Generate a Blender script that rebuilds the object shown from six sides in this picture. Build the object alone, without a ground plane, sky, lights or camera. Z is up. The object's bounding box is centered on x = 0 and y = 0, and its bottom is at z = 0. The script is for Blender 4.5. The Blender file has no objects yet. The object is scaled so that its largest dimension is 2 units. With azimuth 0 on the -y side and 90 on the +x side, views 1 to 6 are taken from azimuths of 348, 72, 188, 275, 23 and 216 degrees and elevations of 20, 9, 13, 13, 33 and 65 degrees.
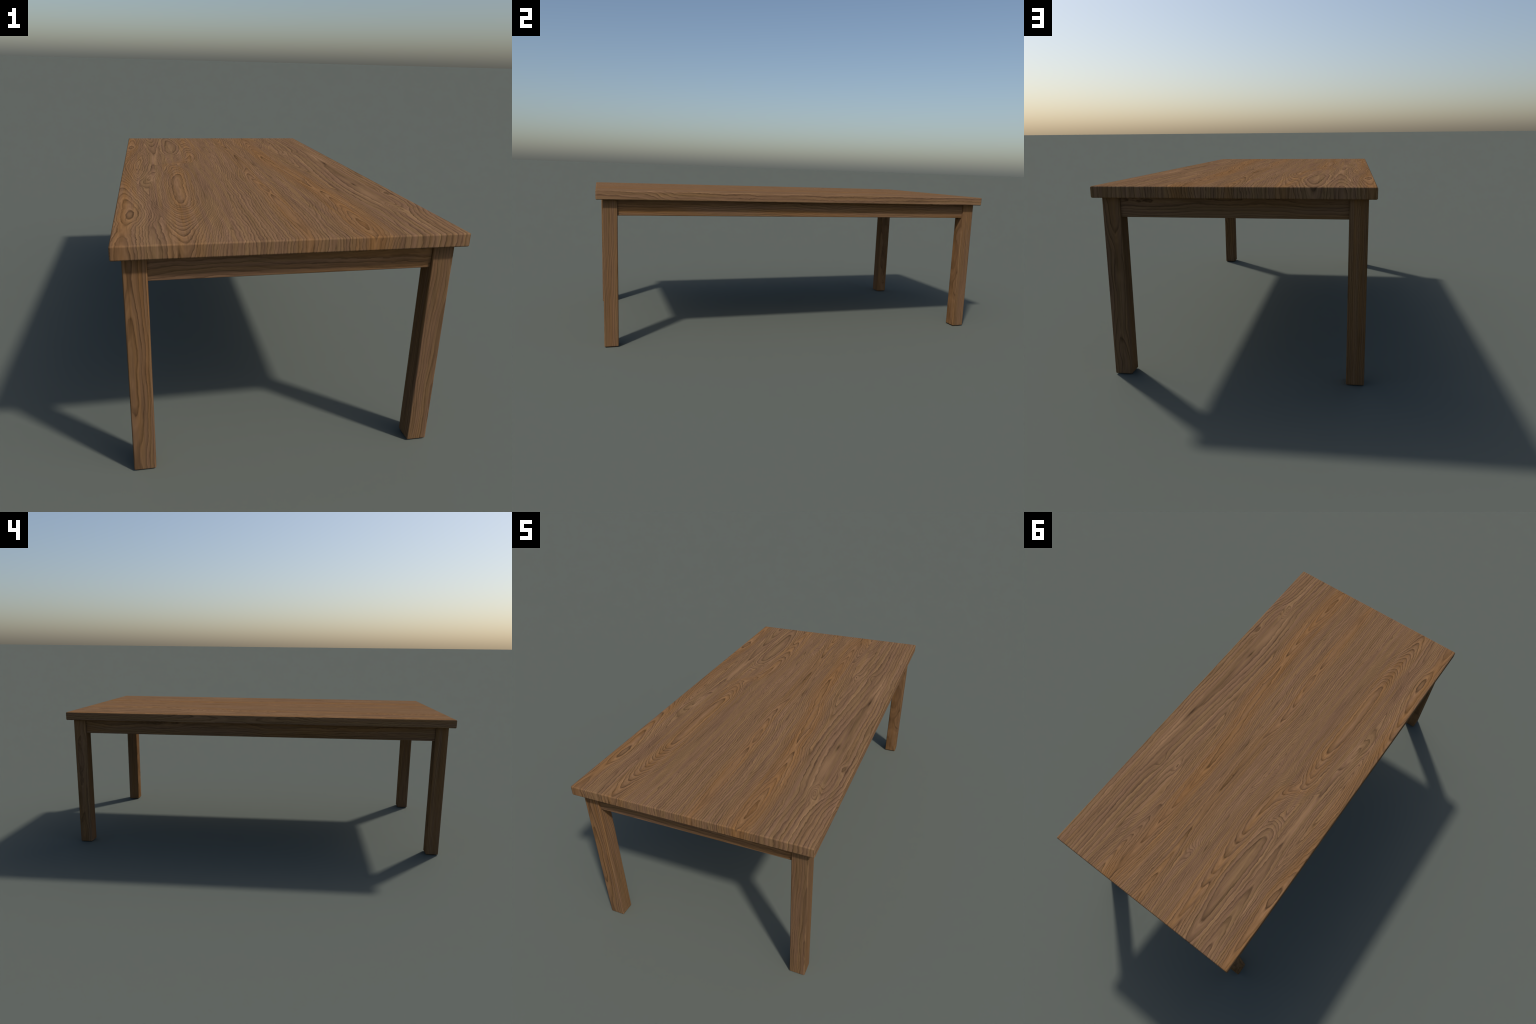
# A plain solid-wood dining table: thick plank top, four square legs,
# four recessed aprons.  Grain is modelled as growth-ring contours.
import bpy, math

# ------------------------------------------------------------------ sizes (m)
HALF_W, HALF_L = 0.500, 1.000      # tabletop half width (x) and half length (y)
HEIGHT, THICK = 0.7202, 0.0412     # top surface, tabletop thickness
TOP_ROUND = 0.0052                 # rounding of the tabletop edges
LEG_OUT_X, LEG_OUT_Y = 0.4722, 0.9707   # outer faces of the legs
LEG_IN_X, LEG_IN_Y = 0.4067, 0.9067     # inner faces of the legs
LEG_ROUND = 0.0045
APRON_LOW = 0.6071                 # lower edge of the long aprons
SHORT_LOW = 0.6065                 # lower edge of the short ones
APRON_RECESS = 0.0090              # how far they sit behind the leg faces
APRON_THICK = 0.0250
APRON_ROUND = 0.0025

# -------------------------------------------------------- tiny node language
class Net:
    """Chains math nodes; sockets and plain numbers can be mixed."""
    def __init__(self, tree):
        self.t = tree

    def node(self, kind, **props):
        n = self.t.nodes.new(kind)
        for k, v in props.items():
            setattr(n, k, v)
        return n

    def put(self, sock, val):
        if isinstance(val, bpy.types.NodeSocket):
            self.t.links.new(val, sock)
        else:
            sock.default_value = val

    def m(self, op, a, b=None, c=None, clamp=False):
        n = self.node("ShaderNodeMath", operation=op, use_clamp=clamp)
        for i, v in enumerate((a, b, c)):
            if v is not None:
                self.put(n.inputs[i], v)
        return n.outputs[0]

    def add(self, a, b): return self.m("ADD", a, b)
    def sub(self, a, b): return self.m("SUBTRACT", a, b)
    def mul(self, a, b): return self.m("MULTIPLY", a, b)
    def mad(self, a, b, c): return self.m("MULTIPLY_ADD", a, b, c)

    def xyz(self, x, y, z=0.0):
        n = self.node("ShaderNodeCombineXYZ")
        for i, v in enumerate((x, y, z)):
            self.put(n.inputs[i], v)
        return n.outputs[0]

    def split(self, vec):
        n = self.node("ShaderNodeSeparateXYZ")
        self.put(n.inputs[0], vec)
        return n.outputs[0], n.outputs[1], n.outputs[2]

    def scaled(self, vec, sx, sy, sz):
        n = self.node("ShaderNodeVectorMath", operation="MULTIPLY")
        self.put(n.inputs[0], vec)
        n.inputs[1].default_value = (sx, sy, sz)
        return n.outputs[0]

    def shifted(self, vec, off):
        n = self.node("ShaderNodeVectorMath", operation="ADD")
        self.put(n.inputs[0], vec)
        self.put(n.inputs[1], off)
        return n.outputs[0]

    def noise(self, vec, detail=2.0, rough=0.5, scale=1.0):
        n = self.node("ShaderNodeTexNoise", noise_dimensions="3D")
        self.put(n.inputs["Vector"], vec)
        n.inputs["Scale"].default_value = scale
        n.inputs["Detail"].default_value = detail
        n.inputs["Roughness"].default_value = rough
        return n.outputs["Fac"]

    def remap(self, v, a, b, c, d, smooth=False):
        n = self.node("ShaderNodeMapRange")
        n.interpolation_type = "SMOOTHSTEP" if smooth else "LINEAR"
        self.put(n.inputs["Value"], v)
        for k, q in (("From Min", a), ("From Max", b), ("To Min", c), ("To Max", d)):
            self.put(n.inputs[k], q)
        return n.outputs["Result"]

    def curve(self, v, knots, lo, hi):
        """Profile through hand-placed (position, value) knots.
        Position runs -1.1..1.1 along the board."""
        n = self.node("ShaderNodeFloatCurve")
        c = n.mapping.curves[0]
        n.mapping.use_clip = False
        pts = [((p + 1.1) / 2.2, (q - lo) / (hi - lo)) for p, q in knots]
        while len(c.points) < len(pts):
            c.points.new(0.5, 0.5)
        for cp, (p, q) in zip(c.points, pts):
            cp.location = (p, q)
            cp.handle_type = "AUTO_CLAMPED"
        n.mapping.update()
        self.put(n.inputs["Factor"], 1.0)
        self.put(n.inputs["Value"], self.mad(v, 1 / 2.2, 0.5))
        return self.mad(n.outputs[0], hi - lo, lo)

    def bell(self, d, width):
        """exp(-(d/width)^2)"""
        q = self.mul(d, 1.0 / width)
        return self.m("EXPONENT", self.mul(self.mul(q, q), -1.0))

    def spot(self, x, y, cx, cy, rx, ry, lean=0.0):
        """Elliptical soft spot, 1 in the centre; lean = dx/dy of its axis."""
        dy = self.sub(y, cy)
        dx = self.sub(x, cx)
        if lean:
            dx = self.mad(dy, -lean, dx)
        qx, qy = self.mul(dx, 1 / rx), self.mul(dy, 1 / ry)
        r = self.mad(qx, qx, self.mul(qy, qy))
        return self.m("EXPONENT", self.mul(r, -1.0))

    def mix(self, fac, a, b, blend="MIX"):
        n = self.node("ShaderNodeMix", data_type="RGBA", blend_type=blend)
        self.put(n.inputs[0], fac)
        self.put(n.inputs[6], a)
        self.put(n.inputs[7], b)
        return n.outputs[2]


def srgb(r, g, b):
    f = lambda c: (c / 255 / 12.92) if c <= 10 else ((c / 255 + 0.055) / 1.055) ** 2.4
    return (f(r), f(g), f(b), 1.0)


def start_material(name):
    mat = bpy.data.materials.new(name)
    mat.use_nodes = True
    tree = mat.node_tree
    tree.nodes.clear()
    return mat, Net(tree)


GREY_BROWN = srgb(126, 98, 69)
WARM_BROWN = srgb(132, 95, 59)
MAUVE_BROWN = srgb(123, 94, 71)
PALE = srgb(142, 110, 81)

def finish(net, ring, calm, warm, pale, dark, across, along, third):
    """Shared look of the timber.
    ring: ring count field; calm: 0 bold .. 1 faint rings; warm/pale/dark: masks."""
    # rings are not equally thick: squeeze and stretch the count slowly
    squeeze = net.noise(net.xyz(net.mul(ring, .45), net.mul(along, .6), 4.0), 1)
    ring = net.mad(net.sub(squeeze, .5), 1.2, ring)
    t = net.m("FRACT", ring)
    # sharp dark latewood line fading into light earlywood, lighter lip at the end
    ramp = net.node("ShaderNodeValToRGB")
    net.put(ramp.inputs[0], t)
    e = ramp.color_ramp.elements
    for p, q in ((0.05, .57), (.15, .74), (.36, .95), (.70, 1.08), (.90, 1.12)):
        k = e.new(p)
        k.color = (q / 1.2, q / 1.2, q / 1.2, 1)
    e[0].color = (0.68 / 1.2,) * 3 + (1,)
    e[len(e) - 1].color = (0.82 / 1.2,) * 3 + (1,)
    shade = net.mul(ramp.outputs[0], 1.2)
    # lines fade in and out along their length
    fade = net.noise(net.xyz(net.mul(across, 70), net.mul(along, 5), net.mul(third, 70)), 2, .6)
    gain = net.mul(net.remap(calm, 0, 1, 1.18, 0.60), net.remap(fade, .35, .65, .55, 1.3))
    shade = net.mad(net.sub(shade, 0.93), gain, 0.96)
    # every ring has its own depth of colour
    own = net.node("ShaderNodeTexWhiteNoise", noise_dimensions="1D")
    net.put(own.inputs["W"], net.m("FLOOR", ring))
    shade = net.mul(shade, net.remap(own.outputs["Value"], 0, 1, .94, 1.06))
    # thinner secondary lines between the rings
    sub = net.m("FRACT", net.mul(ring, 2.63))
    shade = net.mul(shade, net.remap(net.m("ABSOLUTE", net.sub(sub, .5)), 0, .5, .925, 1.065))
    # fibres: very fine, long streaks, and small pores
    fib = net.noise(net.xyz(net.mul(across, 420), net.mul(along, 9), net.mul(third, 420)), 2, 0.6)
    shade = net.mul(shade, net.remap(fib, 0.25, 0.75, 0.92, 1.08))
    # broad lengthwise bands and short broken dark flecks
    band = net.noise(net.xyz(net.mul(across, 26), net.mul(along, 1.1), net.mul(third, 26)), 2, .55)
    shade = net.mul(shade, net.remap(band, .3, .7, .88, 1.10))
    fleck = net.noise(net.xyz(net.mul(across, 190), net.mad(along, 8, 3.3), net.mul(third, 190)), 1, .5)
    shade = net.mul(shade, net.remap(fleck, .58, .74, 1.0, .82))
    streak = net.noise(net.xyz(net.mul(across, 85), net.mad(along, 4.2, 9.1), net.mul(third, 85)), 2, .5)
    shade = net.mul(shade, net.remap(streak, .56, .72, 1.0, .80))
    own2 = net.node("ShaderNodeTexWhiteNoise", noise_dimensions="1D")
    net.put(own2.inputs["W"], net.add(net.m("FLOOR", ring), 77.5))
    warm = net.m("ADD", warm, net.mul(net.sub(own2.outputs["Value"], .5), .4), clamp=True)
    col = net.mix(warm, GREY_BROWN, WARM_BROWN)
    hue = net.noise(net.xyz(net.mul(across, 60), net.mul(along, 2.2), net.mul(third, 60)), 2, 0.5)
    col = net.mix(net.mul(net.remap(hue, 0.40, 0.60, .1, 1), net.sub(1, net.mul(warm, .7))), col, MAUVE_BROWN)
    col = net.mix(pale, col, PALE)
    rgb = net.node("ShaderNodeVectorMath", operation="SCALE")
    net.put(rgb.inputs[0], col)
    net.put(rgb.inputs["Scale"], net.mul(shade, dark))
    # darker wood keeps a little more red
    bs = net.node("ShaderNodeBsdfPrincipled")
    net.put(bs.inputs["Base Color"], rgb.outputs[0])
    bs.inputs["Roughness"].default_value = 0.9
    bs.inputs["Specular IOR Level"].default_value = 0.0
    bump = net.node("ShaderNodeBump")
    bump.inputs["Strength"].default_value = 0.25
    bump.inputs["Distance"].default_value = 0.0006
    net.put(bump.inputs["Height"], shade)
    net.put(bs.inputs["Normal"], bump.outputs[0])
    out = net.node("ShaderNodeOutputMaterial")
    net.put(out.inputs[0], bs.outputs[0])


# ---------------------------------------------------------- tabletop timber
# Each heart line is one cathedral figure running down the plank:
#   path  where the figure's axis lies (y -> x)
#   crest how many growth rings are cut away there (y -> ring count)
#   slope rings per metre going sideways, soft = half width of its rounded heart
HEARTS = [
    dict(slope=108, soft=0.012,
         path=[(-1.1, .212), (-.8, .223), (-.52, .231), (-.37, .214), (-.1, .203),
               (.07, .171), (.32, .160), (.58, .158), (.8, .165), (1.1, .185)],
         crest=[(-1.1, 8.4), (-1.03, 9), (-.956, 10), (-.88, 10.35), (-.802, 10), (-.709, 9), (-.639, 8),
                (-.526, 7), (-.441, 6), (-.405, 5.8), (-.37, 6.05), (-.1, 6.85), (.319, 6), (.445, 5),
                (.577, 4), (.697, 3), (.80, 2), (.952, 1), (1.1, 0)]),
    dict(slope=108, soft=0.010,
         path=[(-1.1, .018), (-.8, .033), (-.31, .029), (-.2, .016), (0, .027), (.4, .031),
               (.6, .023), (.72, .013), (1.1, .010)],
         crest=[(-1.1, 4.6), (-.95, 5), (-.72, 5.8), (-.48, 5), (-.45, 4.85), (-.42, 5.05), (-.37, 5.35),
                (-.309, 5), (-.209, 4), (-.097, 3), (.036, 2), (.25, 1.5), (.47, .8), (.588, 1),
                (.714, 2), (.816, 3), (.95, 4), (1.1, 5)]),
    dict(slope=160, soft=0.040,
         path=[(-1.1, -.312), (-.9, -.306), (-.7, -.295), (-.3, -.288), (0, -.276), (.1, -.283),
               (.18, -.24), (.23, -.216), (.38, -.19), (.8, -.19), (1.1, -.186)],
         crest=[(-1.1, -3), (-.973, -.8), (-.899, .8), (-.814, 3.1), (-.731, 5.6), (-.687, 7.1), (-.636, 9),
                (-.567, 11), (-.33, 11.8), (-.098, 11), (-.05, 10), (.007, 9), (.07, 8), (.101, 7),
                (.138, 6), (.182, 5), (.229, 4), (.384, 3), (.478, 2), (.541, 1), (.618, 0),
                (.705, -1), (.792, -2), (.93, -3), (1.1, -4)]),
    dict(slope=90, soft=0.032,
         path=[(-1.1, -.28), (.43, -.282), (.67, -.271), (.87, -.283), (1.1, -.29)],
         crest=[(-1.1, -9), (.1, -8), (.28, -5), (.37, -1), (.433, 1), (.65, 1.9), (.873, 1), (1.1, -1)]),
    dict(slope=105, soft=0.022,
         path=[(-1.1, -.385), (-.84, -.386), (-.27, -.405), (-.05, -.371), (.66, -.368), (1.1, -.388)],
         crest=[(-1.1, 2.4), (-1.03, 2), (-.843, 1), (-.6, -1), (-.35, 0), (-.268, 1), (-.16, 1.5),
                (-.05, 1), (.05, .3), (.25, -.3), (.5, .2), (.663, 1), (.798, 2), (.93, 3), (1.1, 4)]),
    dict(slope=135, soft=0.030,
         path=[(-1.1, -.466), (-.886, -.465), (-.72, -.456), (-.42, -.482), (-.27, -.492), (.1, -.52),
               (.4, -.50), (.66, -.478), (1.1, -.482)],
         crest=[(-1.1, 9.3), (-.886, 8), (-.85, 7.8), (-.80, 8.2), (-.762, 9), (-.715, 9.3), (-.67, 9),
                (-.505, 8), (-.417, 7), (-.324, 6), (-.268, 5), (-.2, 4), (-.1, 3), (0, 2), (.1, 1.4),
                (.2, 2), (.3, 3), (.4, 4), (.495, 5), (.59, 6), (.65, 6.4), (.698, 6), (.886, 5), (1.1, 4)]),
    dict(slope=48, soft=0.030,
         path=[(-1.1, .402), (-.7, .402), (-.4, .393), (.1, .42), (.4, .432), (1.1, .44)],
         crest=[(-1.1, 0), (-.8, 2.4), (-.62, 3.5), (-.5, 3.6), (0, 3.4), (.3, 2.8), (.6, 1.8), (1.1, .2)]),
    dict(slope=60, soft=0.010, path=[(-1.1, .62), (1.1, .62)],
         crest=[(-1.1, 18.6), (-.8, 17.6), (-.62, 14.6), (.3, 14), (1.1, 14.5)]),
    dict(slope=108, soft=0.010,
         path=[(-1.1, .20), (.67, .215), (.76, .222), (.9, .233), (1.1, .222)],
         crest=[(-1.1, -12), (.4, -6), (.6, 0), (.672, 1), (.716, 2), (.764, 3), (.814, 4),
                (.9, 5), (.967, 6), (1.1, 7.3)]),
]
# round eyes where small branches were: x, y, half width, half length, rings
EYES = [(.401, -.698, .018, .045, 4.0), (-.057, .706, .022, .055, 3.5), (.279, .401, .013, .035, 1.6),
        (.360, .414, .018, .045, 1.4), (-.388, -.16, .014, .09, .8), (.452, -.50, .012, .05, 1.2)]


def make_top_timber():
    mat, net = start_material("plank_timber")
    px, py, pz = net.split(net.node("ShaderNodeTexCoord").outputs["Object"])
    # carry the figure of the face over the rounded rim and down the sides
    drop = net.sub(HEIGHT, pz)
    on_side = net.m("GREATER_THAN", net.m("ABSOLUTE", px), HALF_W - TOP_ROUND * .5)
    on_end = net.m("GREATER_THAN", net.m("ABSOLUTE", py), HALF_L - TOP_ROUND * .5)
    x0 = net.mad(net.mul(net.m("SIGN", px), drop), on_side, px)
    y0 = net.mad(net.mul(net.m("SIGN", py), drop), on_end, py)
    flat = net.xyz(x0, y0, 0)
    # slow wander of the grain
    wx = net.sub(net.noise(net.scaled(flat, 7, 2.6, 1), 2), .5)
    wx2 = net.sub(net.noise(net.scaled(flat, 22, 7.5, 1), 2), .5)
    wy = net.sub(net.noise(net.shifted(net.scaled(flat, 9, 4, 1), (5.3, 2.1, 7)), 2), .5)
    rip = net.sub(net.noise(net.scaled(flat, 62, 28, 1), 2, .55), .5)
    x = net.mad(wx2, .014, net.mad(wx, .020, net.mad(rip, .011, x0)))
    y = net.mad(wy, .09, y0)

    ring = None
    gaps = []
    for h in HEARTS:
        axis = net.curve(y, h["path"], -.6, .6)
        crest = net.curve(y, h["crest"], -14, 22)
        dx = net.sub(x, axis)
        gaps.append(dx)
        s = h["soft"]
        d = net.sub(net.m("SQRT", net.mad(dx, dx, s * s)), s)
        v = net.mad(d, -h["slope"], crest)
        ring = v if ring is None else net.m("SMOOTH_MAX", ring, v, 1.2)
    for cx, cy, rx, ry, amp in EYES:
        ring = net.mad(net.spot(x, y, cx, cy, rx, ry), amp, ring)
    ring = net.add(ring, 20)

    calm = net.noise(net.shifted(net.scaled(flat, 9, 1.6, 1), (3, 9, 1)), 2)
    calm = net.remap(calm, .36, .62, 0, .85)
    bold = net.m("MAXIMUM", net.bell(net.add(x0, .43), .10), net.spot(x0, y0, .41, -.92, .10, .22))
    bold = net.m("MAXIMUM", bold, net.bell(gaps[2], .06))
    bold = net.m("MAXIMUM", bold, net.m("MAXIMUM", net.bell(gaps[0], .022), net.bell(gaps[1], .020)))
    bold = net.m("MAXIMUM", bold, net.spot(x0, y0, -.11, -.85, .07, .22, .15))
    bold = net.m("MAXIMUM", bold, net.spot(x0, y0, .13, .82, .14, .20))
    bold = net.m("MAXIMUM", bold, net.spot(x0, y0, .12, -.12, .04, .22))
    calm = net.mul(calm, net.sub(1, net.mul(bold, .75)))
    warm = net.m("MAXIMUM", net.mul(net.bell(gaps[0], .065), .85), net.mul(net.bell(gaps[1], .045), .6))
    warm = net.m("MAXIMUM", warm, net.mul(net.bell(gaps[2], .05), .6))
    warm = net.m("MAXIMUM", warm, net.mul(net.bell(net.add(x0, .48), .04), .7))
    pale = net.m("MAXIMUM", net.spot(x0, y0, .373, -.54, .016, .14), net.spot(x0, y0, .43, .27, .018, .16))
    pale = net.m("MAXIMUM", pale, net.spot(x0, y0, -.388, -.16, .012, .075, -.16))
    pale = net.mul(pale, 1.0)
    # old shake: brown streak with two open, dark ends
    streak = net.mul(net.spot(x0, y0, .405, -.13, .007, .20, .06), .24)
    ends = net.m("MAXIMUM", net.spot(x0, y0, .392, -.345, .005, .030, .02),
                 net.spot(x0, y0, .4205, .115, .0045, .036, .02))
    lens = net.spot(x0, y0, .221, -.879, .008, .058)
    seam = net.mul(net.spot(x0, y0, .029, .25, .008, .19), .15)
    dark = net.sub(1, net.add(net.add(streak, net.mul(ends, .6)),
                              net.add(net.mul(lens, .22), seam)))
    pin = net.spot(x0, y0, .030, .275, .004, .005)
    dark = net.mul(dark, net.sub(1, net.mul(pin, .4)))
    finish(net, ring, calm, warm, pale, dark, x0, y0, 0.0)
    return mat


# ------------------------------------------------- timber of legs and aprons
def make_stick_timber(name, along_axis, bands, pith, across_pith=None):
    """Straight stock: grain follows one axis; every piece is cut from
    another place of the log."""
    mat, net = start_material(name)
    tc = net.node("ShaderNodeTexCoord").outputs["Object"]
    comps = list(net.split(tc))
    info = net.node("ShaderNodeObjectInfo")
    along = comps.pop(along_axis)
    a, b = comps
    off = net.mul(info.outputs["Random"], 37.0)
    at = net.add(along, off)
    # rings stand round a pith line that runs beside the stick and wanders
    turn = net.mad(info.outputs["Random"], 6.283, 0.6) if across_pith is None else across_pith
    ca = net.mul(net.m("COSINE", turn), pith)
    cb = net.mul(net.m("SINE", turn), pith)
    sway = net.sub(net.noise(net.xyz(0, 3, net.mul(at, 2.3)), 2), .5)
    sway2 = net.sub(net.noise(net.xyz(7, 1, net.mul(at, 2.0)), 2), .5)
    wob = net.sub(net.noise(net.xyz(net.mul(a, 22), net.mul(b, 22), net.mul(at, 7)), 2), .5)
    rip = net.sub(net.noise(net.xyz(net.mul(a, 75), net.mul(b, 75), net.mul(at, 26)), 3, .6), .5)
    u = net.sub(net.mad(sway, .05, net.mad(rip, .006, a)), ca)
    v = net.sub(net.mad(sway2, .05, net.mad(wob, .010, b)), cb)
    rad = net.m("SQRT", net.mad(u, u, net.mad(v, v, 1e-5)))
    swell = net.sub(net.noise(net.xyz(net.mul(a, 9), net.mul(b, 9), net.mul(at, 2.6)), 2), .5)
    ring = net.mad(rad, -bands, net.mad(swell, 3.5, 40))
    calm = net.remap(net.noise(net.xyz(net.mul(a, 15), net.mul(b, 15), net.mul(at, 1.8)), 1), .4, .65, 0.3, .9)
    warm = net.remap(net.noise(net.xyz(net.mul(a, 12), net.mul(b, 12), net.mad(at, 1.2, 8)), 1), .38, .6, 0, .75)
    finish(net, ring, calm, warm, 0.0, .86, a, at, b)
    return mat


# ------------------------------------------------------------------ geometry
def block(name, lo, hi, radius, mat, origin, parent, segments=4):
    """Rectangular piece of timber with rounded arrises."""
    x0, y0, z0 = (l - o for l, o in zip(lo, origin))
    x1, y1, z1 = (h - o for h, o in zip(hi, origin))
    v = [(x, y, z) for z in (z0, z1) for y in (y0, y1) for x in (x0, x1)]
    f = [(0, 2, 3, 1), (4, 5, 7, 6), (0, 1, 5, 4), (2, 6, 7, 3), (0, 4, 6, 2), (1, 3, 7, 5)]
    me = bpy.data.meshes.new(name)
    me.from_pydata(v, [], f)
    for p in me.polygons:
        p.use_smooth = True
    me.materials.append(mat)
    ob = bpy.data.objects.new(name, me)
    bpy.context.collection.objects.link(ob)
    ob.location = origin
    bev = ob.modifiers.new("round_edges", "BEVEL")
    bev.width = radius
    bev.segments = segments
    bev.limit_method = "ANGLE"
    bev.harden_normals = True
    ob.parent = parent
    return ob


def build():
    table = bpy.data.objects.new("dining_table", None)
    bpy.context.collection.objects.link(table)
    table["label"] = "long rectangular wooden table with thick top and four square legs"
    table["category"] = "dining table"

    top_mat = make_top_timber()
    leg_mat = make_stick_timber("leg_timber", 2, 150, .085)
    long_mat = make_stick_timber("long_apron_timber", 1, 135, .095, 1.0)
    short_mat = make_stick_timber("short_apron_timber", 0, 135, .09, 0.9)

    under = HEIGHT - THICK
    block("tabletop", (-HALF_W, -HALF_L, under), (HALF_W, HALF_L, HEIGHT), TOP_ROUND,
          top_mat, (0, 0, 0), table)

    # legs: one mesh, four places, each turned differently so no two faces repeat
    sx, sy = LEG_OUT_X - LEG_IN_X, LEG_OUT_Y - LEG_IN_Y
    for ix in (-1, 1):
        for iy in (-1, 1):
            cx = ix * (LEG_OUT_X + LEG_IN_X) / 2
            cy = iy * (LEG_OUT_Y + LEG_IN_Y) / 2
            block("leg", (cx - sx / 2, cy - sy / 2, 0), (cx + sx / 2, cy + sy / 2, under + .0015),
                  LEG_ROUND, leg_mat, (cx, cy, 0), table)

    tenon = 0.006      # aprons are let into the legs
    for s in (-1, 1):
        face = s * (LEG_OUT_X - APRON_RECESS)
        back = face - s * APRON_THICK
        block("apron", (min(face, back), -LEG_IN_Y - tenon, APRON_LOW),
              (max(face, back), LEG_IN_Y + tenon, under + .001), APRON_ROUND, long_mat,
              ((face + back) / 2, 0, APRON_LOW), table, 3)
    for s in (-1, 1):
        face = s * (LEG_OUT_Y - APRON_RECESS)
        back = face - s * APRON_THICK
        block("apron", (-LEG_IN_X - tenon, min(face, back), SHORT_LOW),
              (LEG_IN_X + tenon, max(face, back), under + .001), APRON_ROUND, short_mat,
              (0, (face + back) / 2, SHORT_LOW), table, 3)


build()
